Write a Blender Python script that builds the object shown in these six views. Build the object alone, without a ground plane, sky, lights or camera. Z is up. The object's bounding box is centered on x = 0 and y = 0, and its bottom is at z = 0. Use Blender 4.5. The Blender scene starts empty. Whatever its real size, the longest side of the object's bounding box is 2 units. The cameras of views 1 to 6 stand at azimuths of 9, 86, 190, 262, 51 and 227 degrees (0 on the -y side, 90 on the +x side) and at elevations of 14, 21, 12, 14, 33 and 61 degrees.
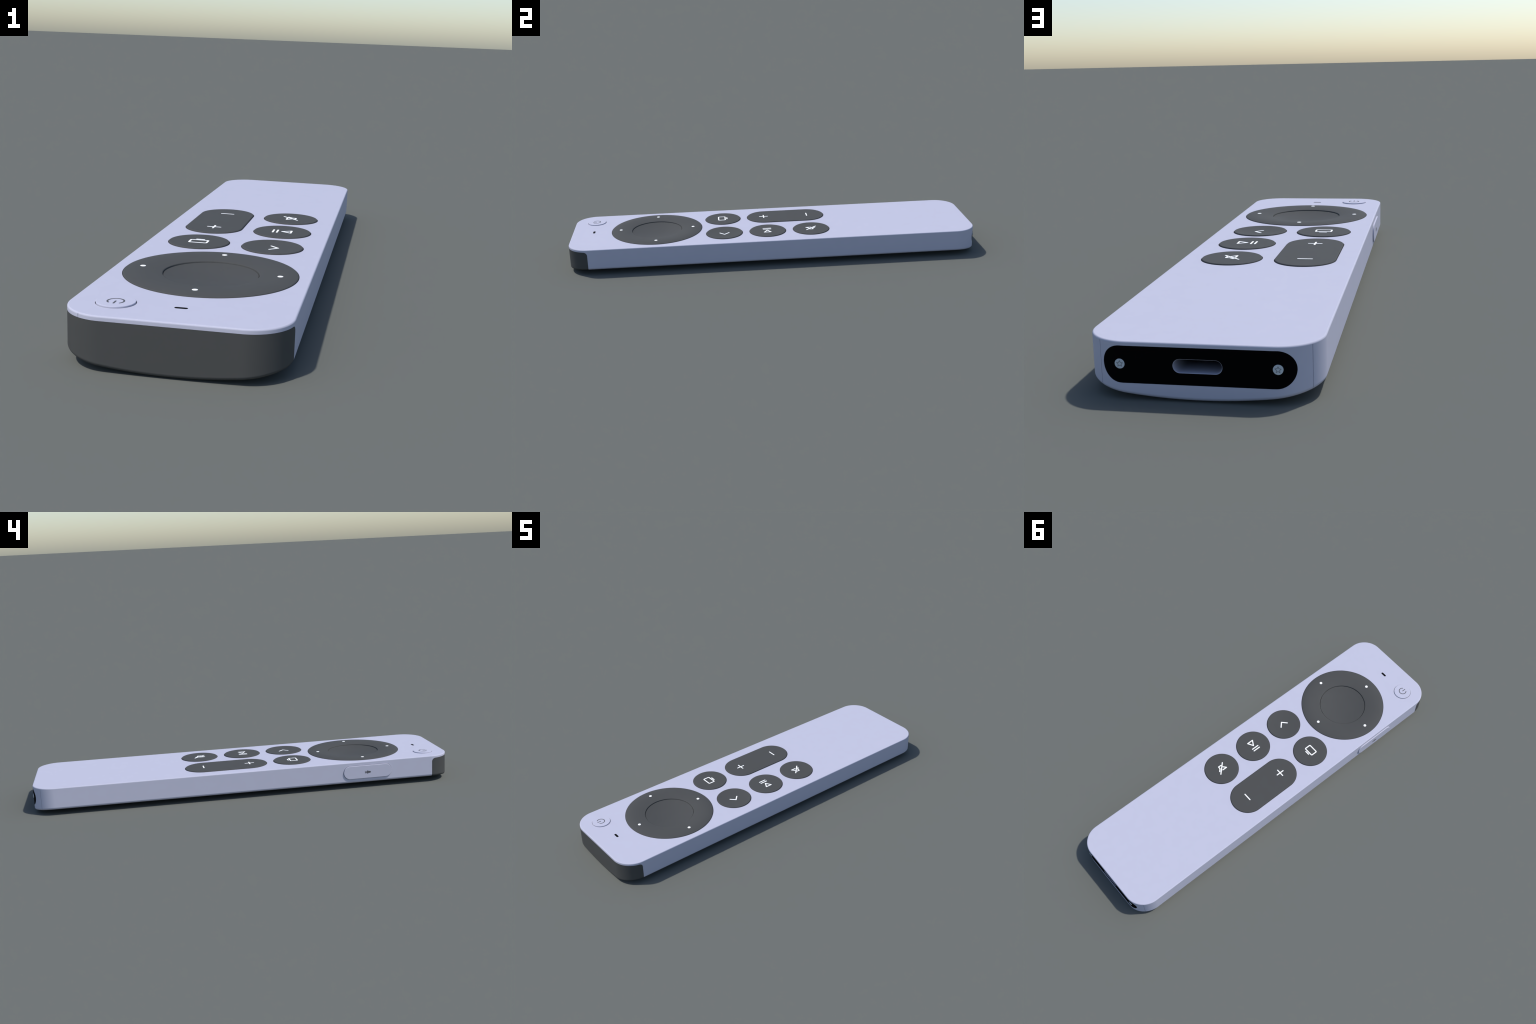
# A slim aluminium television remote lying on its back: lilac silver housing,
# dark rubber-like keys, touch ring, infrared window and charging end plate.
import bpy, bmesh, math
from mathutils import Vector

# ----------------------------------------------------------------- dimensions
X0 = 0.0024          # housing centre (voice key sticks out on -x, so the box is off-centre)
HALF_W = 0.2594      # half width
HALF_L = 1.0         # half length
CORNER = 0.103       # plan corner radius
TOP = 0.1268         # height of the flat face
EDGE_TOP = 0.0044    # rounding of upper rim
EDGE_BOT = 0.0095    # rounding of lower rim
BELLY = 0.40         # underside is an arc: z = BELLY * x^2
KEY_TOP = 0.1304     # upper face of keys
KEY_R = 0.0901
KEY_GAP = 0.0018

# ------------------------------------------------------------------ materials
def principled(name, colour, rough, spec=0.5, grain=0.0, grain_scale=400.0, mottling=0.0, coat=0.0):
    m = bpy.data.materials.new(name)
    m.use_nodes = True
    nt = m.node_tree
    b = nt.nodes["Principled BSDF"]
    b.inputs["Base Color"].default_value = (*colour, 1)
    b.inputs["Roughness"].default_value = rough
    b.inputs["Specular IOR Level"].default_value = spec
    b.inputs["Coat Weight"].default_value = coat
    co = nt.nodes.new("ShaderNodeTexCoord")
    if mottling > 0:
        n = nt.nodes.new("ShaderNodeTexNoise")
        n.inputs["Scale"].default_value = 22.0
        n.inputs["Detail"].default_value = 5.0
        r = nt.nodes.new("ShaderNodeValToRGB")
        lo, hi = 1 - mottling, 1 + mottling
        r.color_ramp.elements[0].position = 0.3
        r.color_ramp.elements[1].position = 0.7
        r.color_ramp.elements[0].color = (*[c * lo for c in colour], 1)
        r.color_ramp.elements[1].color = (*[min(1, c * hi) for c in colour], 1)
        nt.links.new(co.outputs["Object"], n.inputs["Vector"])
        nt.links.new(n.outputs["Fac"], r.inputs["Fac"])
        nt.links.new(r.outputs["Color"], b.inputs["Base Color"])
    if grain > 0:
        n2 = nt.nodes.new("ShaderNodeTexNoise")
        n2.inputs["Scale"].default_value = grain_scale
        n2.inputs["Detail"].default_value = 2.0
        bp = nt.nodes.new("ShaderNodeBump")
        bp.inputs["Strength"].default_value = grain
        bp.inputs["Distance"].default_value = 0.001
        nt.links.new(co.outputs["Object"], n2.inputs["Vector"])
        nt.links.new(n2.outputs["Fac"], bp.inputs["Height"])
        nt.links.new(bp.outputs["Normal"], b.inputs["Normal"])
    return m

LILAC = (0.480, 0.480, 0.582)
ALUMINIUM = principled("lilac_aluminium", LILAC, 0.60, 0.15, grain=0.04, mottling=0.008)
KEY_DARK = principled("dark_key_plastic", (0.0695, 0.0705, 0.0690), 0.72, 0.13, grain=0.04, mottling=0.012)
WINDOW_DARK = principled("infrared_window_plastic", (0.0695, 0.0705, 0.0690), 0.72, 0.13, mottling=0.01)
BLACK = principled("black_plate", (0.0015, 0.0015, 0.0018), 0.9, 0.05)
SLOT_BLACK = principled("black_slot", (0.004, 0.004, 0.005), 0.8, 0.1)
WHITE = principled("white_print", (0.95, 0.95, 0.95), 0.6, 0.3)
PRINT_GREY = principled("grey_print", (0.085, 0.085, 0.095), 0.6, 0.3)
WELL = principled("dark_key_well", (0.012, 0.012, 0.014), 0.8, 0.1)
GROOVE = principled("dark_groove", (0.035, 0.036, 0.045), 0.8, 0.1)  # darkened well below the aluminium for the shadow in the key gaps
STAR_LINE_GREY = principled("star_line_grey", (0.16, 0.17, 0.19), 0.7, 0.2)
STEEL = principled("screw_steel", (0.50, 0.55, 0.60), 0.45, 0.5, mottling=0.02)

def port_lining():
    """Lilac lip; colour ramp painted towards black shows daylight fading inside the port."""
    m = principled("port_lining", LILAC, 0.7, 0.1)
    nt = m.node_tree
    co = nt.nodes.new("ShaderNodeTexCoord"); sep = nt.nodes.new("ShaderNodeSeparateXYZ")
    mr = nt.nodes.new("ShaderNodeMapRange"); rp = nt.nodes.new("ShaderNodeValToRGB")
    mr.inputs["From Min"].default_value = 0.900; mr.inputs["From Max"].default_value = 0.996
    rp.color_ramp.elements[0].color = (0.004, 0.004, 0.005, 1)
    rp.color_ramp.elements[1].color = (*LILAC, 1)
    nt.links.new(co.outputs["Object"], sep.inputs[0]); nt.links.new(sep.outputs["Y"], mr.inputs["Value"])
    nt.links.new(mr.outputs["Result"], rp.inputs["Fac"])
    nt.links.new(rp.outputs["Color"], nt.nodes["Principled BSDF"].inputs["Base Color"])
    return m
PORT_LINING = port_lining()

# -------------------------------------------------------------------- helpers
def new_object(name, verts, faces, mat, parent=None, sharp=35):
    me = bpy.data.meshes.new(name)
    me.from_pydata([tuple(v) for v in verts], [], faces)
    bm = bmesh.new(); bm.from_mesh(me)
    bmesh.ops.recalc_face_normals(bm, faces=bm.faces)
    bm.to_mesh(me); bm.free()
    ob = bpy.data.objects.new(name, me)
    bpy.context.scene.collection.objects.link(ob)
    if mat:
        me.materials.append(mat)
    if parent:
        ob.parent = parent
    finish(ob, sharp)
    return ob

def finish(ob, sharp=35):
    me = ob.data
    me.shade_smooth()
    me.set_sharp_from_angle(angle=math.radians(sharp))

def weighted(ob):
    m = ob.modifiers.new("weighted", "WEIGHTED_NORMAL")
    m.mode = "FACE_AREA"; m.weight = 100; m.keep_sharp = True

def cut(ob, tool, op="DIFFERENCE"):
    """Apply a boolean and throw the tool away."""
    m = ob.modifiers.new("cut", "BOOLEAN")
    m.operation = op; m.solver = "EXACT"; m.object = tool
    m.material_mode = "TRANSFER"
    dg = bpy.context.evaluated_depsgraph_get()
    me = bpy.data.meshes.new_from_object(ob.evaluated_get(dg))
    ob.modifiers.clear()
    old = ob.data; ob.data = me
    name = old.name
    bpy.data.meshes.remove(old); me.name = name
    tm = tool.data
    bpy.data.objects.remove(tool); bpy.data.meshes.remove(tm)

def circle(cx, cy, r, n=96):
    return [(cx + r * math.cos(2 * math.pi * i / n), cy + r * math.sin(2 * math.pi * i / n)) for i in range(n)]

def stadium(a0, b0, a1, b1, r, n=40):
    """Pill outline round the segment (a0,b0)-(a1,b1), counter-clockwise."""
    ang = math.atan2(b1 - b0, a1 - a0)
    pts = []
    for (cx, cy, s) in ((a1, b1, ang - math.pi / 2), (a0, b0, ang + math.pi / 2)):
        for i in range(n + 1):
            t = s + math.pi * i / n
            pts.append((cx + r * math.cos(t), cy + r * math.sin(t)))
    return pts

def inset_fn(kind, *args):
    """Outline generator with an inset parameter, same vertex count for every inset."""
    if kind == "circle":
        cx, cy, r = args
        return lambda d: circle(cx, cy, r - d, 96 if r < 0.15 else 160)
    a0, b0, a1, b1, r = args
    return lambda d: stadium(a0, b0, a1, b1, r - d)

def loft(loops, cap_first=True, cap_last=True):
    verts, faces = [], []
    n = len(loops[0])
    for lp in loops:
        verts += lp
    for k in range(len(loops) - 1):
        for i in range(n):
            j = (i + 1) % n
            faces.append((k * n + i, k * n + j, (k + 1) * n + j, (k + 1) * n + i))
    if cap_first:
        faces.append(tuple(range(n))[::-1])
    if cap_last:
        b = (len(loops) - 1) * n
        faces.append(tuple(range(b, b + n)))
    return verts, faces

# axis mappers: plane coordinates (a, b) and height c -> world
def on_top(p, c):  return (p[0], p[1], c)
def on_left(p, c): return (-c, p[0], p[1])       # plane (y, z), outwards = -x
def on_end(p, c):  return (p[0], c, p[1])        # plane (x, z), outwards = +y

def prism(name, outline, c0, c1, place, mat=None):
    v, f = loft([[place(p, c0) for p in outline], [place(p, c1) for p in outline]])
    return new_object(name, v, f, mat)

# ------------------------------------------------------- housing outer surface
def half_chain(d):
    """Front half of the plan outline (y < 0), x increasing, inset by d."""
    w, l, r = HALF_W - d, HALF_L - d, CORNER - d
    pts = []
    n = 26
    for i in range(n + 1):                                   # -x corner
        t = math.pi + 0.5 * math.pi * i / n
        pts.append((-w + r + r * math.cos(t), -l + r + r * math.sin(t)))
    m = 36
    for i in range(1, m):                                    # front edge
        pts.append((-w + r + (2 * (w - r)) * i / m, -l))
    for i in range(n + 1):                                   # +x corner
        t = 1.5 * math.pi + 0.5 * math.pi * i / n
        pts.append((w - r + r * math.cos(t), -l + r + r * math.sin(t)))
    return pts

def outline(d):
    f = half_chain(d)
    return f + [(x, -y) for (x, y) in reversed(f)]

def body_mesh(name, shift_y=0.0, shrink=0.0):
    loops = []
    K = 7
    for k in range(K + 1):
        t = 0.5 * math.pi * k / K
        d = EDGE_TOP * (1 - math.sin(t)) + shrink
        z = TOP - shrink - EDGE_TOP * (1 - math.cos(t))
        loops.append([(x + X0, y + shift_y, z) for x, y in outline(d)])
    for k in range(K + 1):
        t = 0.5 * math.pi * k / K
        d = EDGE_BOT * (1 - math.cos(t)) + shrink
        loops.append([(x + X0, y + shift_y, BELLY * x * x + shrink + EDGE_BOT * (1 - math.sin(t))) for x, y in outline(d)])
    verts, faces = loft(loops, cap_first=True, cap_last=False)
    n = len(loops[0]); b = (len(loops) - 1) * n
    h = n // 2
    for i in range(h - 1):                                   # arched belly, ruled along y
        faces.append((b + i, b + i + 1, b + n - 2 - i, b + n - 1 - i))
    return new_object(name, verts, faces, ALUMINIUM)

remote = bpy.data.objects.new("remote_control", None)
bpy.context.scene.collection.objects.link(remote)
remote["label"] = "slim lilac aluminium remote control with dark round keys"
remote["category"] = "remote control"

housing = body_mesh("housing")

# infrared window: front end, wraps both corners, rounded upper rear corners
IR_BACK, IR_TOP, IR_R = -0.9035, 0.1155, 0.018
def window_profile(g):
    pts = [(-1.2, -0.1), (IR_BACK - g, -0.1)]
    for i in range(13):
        t = 0.5 * math.pi * i / 12
        pts.append((IR_BACK - g - IR_R + IR_R * math.cos(t), IR_TOP - g - IR_R + IR_R * math.sin(t)))
    pts.append((-1.2, IR_TOP - g))
    return pts
window = body_mesh("infrared_window")
window.data.materials[0] = WINDOW_DARK
cut(window, prism("tool", window_profile(0.0004), -0.5, 0.5, on_left), "INTERSECT")
cut(housing, prism("tool", window_profile(0.0), -0.5, 0.5, on_left))
window.parent = remote
finish(window); weighted(window)

# end plate: black pill inlaid in the rear end, follows the corner curve
PLATE_CX, PLATE_HALF, PLATE_Z, PLATE_R = 0.0024, 0.2092, 0.0762, 0.0413
def plate_outline(g):
    s = PLATE_HALF - PLATE_R
    return stadium(PLATE_CX - s, PLATE_Z, PLATE_CX + s, PLATE_Z, PLATE_R - g)
end_plate = body_mesh("end_plate", shift_y=-0.0003)
end_plate.data.materials[0] = BLACK
cut(end_plate, prism("tool", plate_outline(0.0003), 0.9605, 1.2, on_end), "INTERSECT")
cut(housing, prism("tool", plate_outline(0.0), 0.96, 1.2, on_end))

# charging port
PORT_CX, PORT_Z, PORT_HALF, PORT_R = 0.0022, 0.0766, 0.0540, 0.0160
def port_outline(g):
    s = PORT_HALF - PORT_R
    return stadium(PORT_CX - s, PORT_Z, PORT_CX + s, PORT_Z, PORT_R - g, 24)
cut(end_plate, prism("tool", port_outline(0.0), 0.5, 1.2, on_end))
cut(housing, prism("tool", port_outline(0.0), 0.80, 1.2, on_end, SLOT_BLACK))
end_plate.parent = remote
finish(end_plate); weighted(end_plate)
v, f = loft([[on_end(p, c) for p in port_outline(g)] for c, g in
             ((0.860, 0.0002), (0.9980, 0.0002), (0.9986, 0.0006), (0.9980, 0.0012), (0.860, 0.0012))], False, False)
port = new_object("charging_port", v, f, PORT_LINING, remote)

# ----------------------------------------------------- pockets in the flat face
RING_C = (0.0022, -0.5768)
RING_OUT, RING_IN, DISC_R = 0.2262, 0.1249, 0.1234
COL_R, COL_L = 0.1126, -0.1070
ROW = (-0.2404, -0.0243, 0.1930)
POWER_C, POWER_R = (-0.1500, -0.8926), 0.0455
VOICE = (-0.6677, -0.4935, 0.0775, 0.0315)      # y0, y1, z, radius
SLOT_C = (0.0015, -0.8928)

pockets = [
    (circle(*RING_C, RING_OUT + 0.0016, 160), 0.100, WELL),
    (circle(COL_R, ROW[0], KEY_R + KEY_GAP), 0.116, WELL),
    (circle(COL_R, ROW[1], KEY_R + KEY_GAP), 0.116, WELL),
    (circle(COL_R, ROW[2], KEY_R + KEY_GAP), 0.116, WELL),
    (circle(COL_L, ROW[0], KEY_R + KEY_GAP), 0.116, WELL),
    (stadium(COL_L, ROW[1], COL_L, ROW[2], KEY_R + KEY_GAP), 0.116, WELL),
    (circle(*POWER_C, POWER_R + 0.0016), 0.116, GROOVE),
    (stadium(SLOT_C[0] - 0.0102, SLOT_C[1], SLOT_C[0] + 0.0102, SLOT_C[1], 0.0056, 16), 0.119, SLOT_BLACK),
]
for outl, floor, lining in pockets:
    cut(housing, prism("tool", outl, floor, 0.2, on_top, lining))
vs = VOICE
def voice_outline(d):
    return stadium(vs[0], vs[2], vs[1], vs[2], vs[3] - d)
cut(housing, prism("tool", voice_outline(-0.0013), -X0 + HALF_W - 0.010, 0.4, on_left, GROOVE))

# hairline joints in the rear corners and a short one in the front lip
for sx, sy, ang in ((1, 1, 53.8), (-1, 1, 37.8), (-1, -1, 60.0)):
    a = math.radians(ang)
    c = Vector((X0 + sx * (HALF_W - CORNER), sy * (HALF_L - CORNER), 0))
    u = Vector((sx * math.cos(a), sy * math.sin(a), 0)); t = Vector((-u.y, u.x, 0))
    hw = 0.0006
    base = [c + u * (CORNER - 0.0025) - t * hw, c + u * 0.2 - t * hw, c + u * 0.2 + t * hw, c + u * (CORNER - 0.0025) + t * hw]
    lo = [(p.x, p.y, -0.1) for p in base]; hi = [(p.x, p.y, TOP - (0.004 if sy > 0 else 0.002)) for p in base]
    v, f = loft([lo, hi])
    cut(housing, new_object("tool", v, f, None))
housing.parent = remote
finish(housing, 30); weighted(housing)

# ------------------------------------------------------------------------ keys
def key(name, out, top, base, place, mat, bevel=0.0034, dish=0.0, dish_r=None, dome=None, centre=None):
    """Key cap: straight wall, rounded rim, flat or hollowed face."""
    loops = [[place(p, base) for p in out(0)]]
    K = 6
    for k in range(K + 1):
        t = 0.5 * math.pi * k / K
        loops.append([place(p, top - bevel * (1 - math.sin(t))) for p in out(bevel * (1 - math.cos(t)))])
    if dish:
        r0 = dish_r - bevel
        M = 14
        for k in range(1, M):
            d = bevel + r0 * k / M
            q = 1 - k / M
            loops.append([place(p, top - dish * (1 - q * q)) for p in out(d)])
    v, f = loft(loops)
    ob = new_object(name, v, f, mat, remote, 50)
    weighted(ob)
    return ob

def round_key(name, cx, cy, **kw):
    return key(name, inset_fn("circle", cx, cy, KEY_R), KEY_TOP, 0.1155, on_top, KEY_DARK, **kw)

DISH = 0.0050
back_key = round_key("back_button", COL_R, ROW[0], dish=DISH, dish_r=KEY_R, bevel=0.0034)
play_key = round_key("play_pause_button", COL_R, ROW[1])
mute_key = round_key("mute_button", COL_R, ROW[2])
tv_key = round_key("screen_button", COL_L, ROW[0])
vol_key = key("volume_button", inset_fn("stadium", COL_L, ROW[1], COL_L, ROW[2], KEY_R), KEY_TOP, 0.1155, on_top, KEY_DARK)
power_key = key("power_button", inset_fn("circle", *POWER_C, POWER_R), 0.1308, 0.1155, on_top, ALUMINIUM, bevel=0.0014)
voice_key = key("voice_button", lambda d: voice_outline(d), 0.2618, HALF_W - X0 - 0.0095, on_left, ALUMINIUM, bevel=0.0016)

# touch ring: gently rounded land that falls outwards and inwards
def ring_height(r):
    """Cross-section of the touch ring between RING_IN and RING_OUT."""
    pts = ((RING_IN, 0.1261), (0.150, 0.1296), (0.181, 0.1320), (0.205, 0.1315), (RING_OUT, 0.1286))
    for (r0, z0), (r1, z1) in zip(pts, pts[1:]):
        if r <= r1:
            break
    i = pts.index((r0, z0))
    def slope(k):
        if k == 0: return (pts[1][1] - pts[0][1]) / (pts[1][0] - pts[0][0])
        if k == len(pts) - 1: return (pts[-1][1] - pts[-2][1]) / (pts[-1][0] - pts[-2][0])
        return (pts[k + 1][1] - pts[k - 1][1]) / (pts[k + 1][0] - pts[k - 1][0])
    h = r1 - r0; t = (r - r0) / h
    return ((2*t**3 - 3*t**2 + 1) * z0 + (t**3 - 2*t**2 + t) * h * slope(i)
            + (-2*t**3 + 3*t**2) * z1 + (t**3 - t**2) * h * slope(i + 1))

NSEG = 160
def ring_loop(r, z):
    return [on_top(p, z) for p in circle(*RING_C, r, NSEG)]
loops = [ring_loop(RING_OUT, 0.1105), ring_loop(RING_OUT, ring_height(RING_OUT) - 0.0010)]
M = 30
for k in range(M + 1):
    r = (RING_OUT - 0.0008) + (RING_IN + 0.0008 - RING_OUT + 0.0008) * k / M
    loops.append(ring_loop(r, ring_height(r)))
loops += [ring_loop(RING_IN, ring_height(RING_IN) - 0.0010), ring_loop(RING_IN, 0.1105)]
v, f = loft(loops, False, False)
n = len(loops[0]); b = (len(loops) - 1) * n
f += [(b + i, b + (i + 1) % n, (i + 1) % n, i) for i in range(n)]
ring = new_object("touch_ring", v, f, KEY_DARK, remote, 60)

select_key = key("select_button", inset_fn("circle", *RING_C, DISC_R), 0.1228, 0.1030, on_top, KEY_DARK,
                 bevel=0.0008, dish=0.0125, dish_r=DISC_R)

# slot floor of the microphone hole
slot = prism("microphone_slot", stadium(SLOT_C[0] - 0.0100, SLOT_C[1], SLOT_C[0] + 0.0100, SLOT_C[1], 0.0053, 16),
             0.1185, TOP - 0.0010, on_top, SLOT_BLACK)
slot.parent = remote

# ---------------------------------------------------------------- print strokes
def buffer_line(pts, w, closed=False, n=8):
    """Outline(s) of a stroke of width 2w along pts, with round caps and joins."""
    P = [Vector(p) for p in pts]
    def side(seq, closed):
        out = []
        m = len(seq)
        for i in range(m):
            p = seq[i]
            if not closed and i in (0, m - 1):
                continue
            a = (p - seq[i - 1]).normalized(); c = (seq[(i + 1) % m] - p).normalized()
            na, nc = Vector((a.y, -a.x)), Vector((c.y, -c.x))      # right-hand normals
            cr = a.x * c.y - a.y * c.x
            if cr > 0:                                             # turning left: right side is outer
                a0 = math.atan2(na.y, na.x); da = math.atan2(cr, a.dot(c))
                out += [p + w * Vector((math.cos(a0 + da * k / n), math.sin(a0 + da * k / n))) for k in range(n + 1)]
            else:
                h = (na + nc).normalized()
                out.append(p + h * (w / max(0.2, h.dot(na))))
        return out
    if closed:
        area = sum(P[i - 1].x * P[i].y - P[i].x * P[i - 1].y for i in range(len(P)))
        if area < 0: P.reverse()
        return side(P, True), [q for q in side(P[::-1], True)]
    def cap(p, q):
        d = (q - p).normalized(); a0 = math.atan2(d.x * -1, d.y)   # right normal of direction p->q
        a0 = math.atan2(-d.x, d.y)
        return [q + w * Vector((math.cos(a0 + math.pi * k / (2 * n)), math.sin(a0 + math.pi * k / (2 * n)))) for k in range(2 * n + 1)]
    return side(P, False) + cap(P[-2], P[-1]) + side(P[::-1], False) + cap(P[1], P[0]), None

def stroke_geo(pts, w, lo, hi, place, closed=False):
    outer, inner = buffer_line(pts, w, closed)
    if inner is None:
        return loft([[place(p, lo) for p in outer], [place(p, hi) for p in outer]])
    # closed band: triangulated strip between outer and inner outlines
    bm = bmesh.new()
    ov = [bm.verts.new(place(p, hi)) for p in outer]
    iv = [bm.verts.new(place(p, hi)) for p in inner]
    es = [bm.edges.new((l[i], l[(i + 1) % len(l)])) for l in (ov, iv) for i in range(len(l))]
    bmesh.ops.triangle_fill(bm, use_beauty=True, edges=es)
    r = bmesh.ops.extrude_face_region(bm, geom=list(bm.faces))
    off = Vector(place((0, 0), lo)) - Vector(place((0, 0), hi))
    bmesh.ops.translate(bm, vec=off, verts=[g for g in r["geom"] if isinstance(g, bmesh.types.BMVert)])
    bm.verts.index_update()
    v = [tuple(x.co) for x in bm.verts]; f = [tuple(x.index for x in fc.verts) for fc in bm.faces]
    bm.free()
    return v, f

def symbol(name, strokes, w, level, place, mat, parent, proud=0.0004):
    """Printed symbol; each stroke a hair higher than the one before so faces never coincide."""
    V, F = [], []
    for k, s in enumerate(strokes):
        closed = isinstance(s, dict)
        v, f = stroke_geo(s["ring"] if closed else s, w, level - 0.002, level + proud + 0.0001 * k, place, closed)
        F += [tuple(i + len(V) for i in q) for q in f]; V += v
    ob = new_object(name, V, F, mat, remote, 30)
    ob.parent = parent
    return ob

def rounded_poly(pts, r, n=5):
    """Closed centre-line with rounded corners."""
    P = [Vector(p) for p in pts]; out = []
    for i in range(len(P)):
        p, a, c = P[i], P[i - 1], P[(i + 1) % len(P)]
        u, v = (a - p).normalized(), (c - p).normalized()
        ang = u.angle(v); d = r / math.tan(ang / 2)
        p0, p1 = p + u * d, p + v * d
        for k in range(n + 1):
            t = k / n
            out.append((1 - t) ** 2 * p0 + 2 * t * (1 - t) * p + t * t * p1)
    return out

SW = 0.0029      # half stroke width
# back: chevron lying in the hollow face
symbol("chevron_symbol", [[(0.1067, -0.2627), (0.1297, -0.2404), (0.1067, -0.2180)]], SW, KEY_TOP - DISH * 0.93, on_top, WHITE, back_key)
# play / pause
symbol("play_symbol", [{"ring": [(0.1413, -0.0432), (0.1413, -0.0106), (0.1123, -0.0269)]}], SW, KEY_TOP, on_top, WHITE, play_key)
symbol("pause_symbol", [[(0.0977, -0.0454), (0.0977, -0.0084)], [(0.0846, -0.0454), (0.0846, -0.0084)]], SW, KEY_TOP, on_top, WHITE, play_key)
# crossed-out loudspeaker
symbol("muted_speaker_symbol", [
    [(0.1373, 0.1679), (0.0874, 0.2176)],
    [(0.1288, 0.1848), (0.1293, 0.1998), (0.1162, 0.2008), (0.1040, 0.2122)],
    [(0.1152, 0.1808), (0.1012, 0.1688), (0.1012, 0.1928)]], SW, KEY_TOP, on_top, WHITE, mute_key)
# screen with a stand
cx = COL_L
symbol("screen_symbol", [
    {"ring": rounded_poly([(cx - 0.0262, -0.2630), (cx + 0.0262, -0.2630), (cx + 0.0262, -0.2294), (cx - 0.0262, -0.2294)], 0.0045)},
    [(cx - 0.0108, -0.2203), (cx + 0.0108, -0.2203)]], SW, KEY_TOP, on_top, WHITE, tv_key)
# volume
symbol("plus_symbol", [[(-0.0864, -0.0292), (-0.1270, -0.0292)], [(-0.1067, -0.0495), (-0.1067, -0.0089)]], SW, KEY_TOP, on_top, WHITE, vol_key)
symbol("minus_symbol", [[(-0.0864, 0.1948), (-0.1270, 0.1948)]], SW, KEY_TOP, on_top, WHITE, vol_key)
# power
pc = (-0.1497, -0.8950)
arc = [(pc[0] + 0.0190 * math.cos(math.radians(a)), pc[1] + 0.0190 * math.sin(math.radians(a))) for a in range(-45, 226, 9)]
symbol("power_symbol", [arc, [(pc[0], -0.8955), (pc[0], -0.9128)]], 0.0020, 0.1308, on_top, PRINT_GREY, power_key, 0.0003)
# microphone print on the voice key, head towards the front
symbol("microphone_symbol", [
    [(-0.5785, 0.0755), (-0.5900, 0.0755)]], 0.0044, 0.2618, on_left, PRINT_GREY, voice_key, 0.0003)
cup = [(-0.5800 + 0.0068 * math.cos(math.radians(a)), 0.0755 + 0.0068 * math.sin(math.radians(a))) for a in range(-100, 101, 20)]
symbol("microphone_stand_symbol", [cup, [(-0.5732, 0.0755), (-0.5672, 0.0755)], [(-0.5672, 0.0705), (-0.5672, 0.0805)]],
       0.0011, 0.2618, on_left, PRINT_GREY, voice_key, 0.0003)

# direction dots share one mesh
dot_v, dot_f = loft([[on_top(p, c) for p in circle(0, 0, r, 32)] for c, r in ((-0.002, 0.0074), (0.0001, 0.0074), (0.0003, 0.0070))])
dot = new_object("direction_dot", dot_v, dot_f, WHITE, remote)
for k in range(4):
    d = dot if k == 0 else dot.copy()
    if k: bpy.context.scene.collection.objects.link(d)
    a = math.pi / 2 * k
    d.location = (RING_C[0] - 0.0010 + 0.181 * math.cos(a), RING_C[1] + 0.181 * math.sin(a), 0.1321)
    d.parent = ring

# end screws with a five-pointed drive outlined in thin raised dark grey lines
star = []
for i in range(10):
    r = 0.0070 if i % 2 == 0 else 0.0034
    t = math.pi / 2 + math.pi * i / 5
    star.append((r * math.cos(t), r * math.sin(t)))
sv, sf = loft([[on_end(p, c) for p in circle(0, 0, r, 40)] for c, r in ((-0.012, 0.0109), (-0.0004, 0.0109), (0.0, 0.0104))])
for k, sx in enumerate((-1, 1)):
    if k == 0:
        s = screw = new_object("screw", sv, sf, STEEL, remote)
        e = drive = symbol("star_drive", [{"ring": star}], 0.00055, 0.0, on_end, STAR_LINE_GREY, screw, 0.0002)
    else:
        s = screw.copy(); e = drive.copy(); e.parent = s
        for o in (s, e): bpy.context.scene.collection.objects.link(o)
    s.location = (0.0013 + sx * 0.1698, 1.0000, 0.0774)
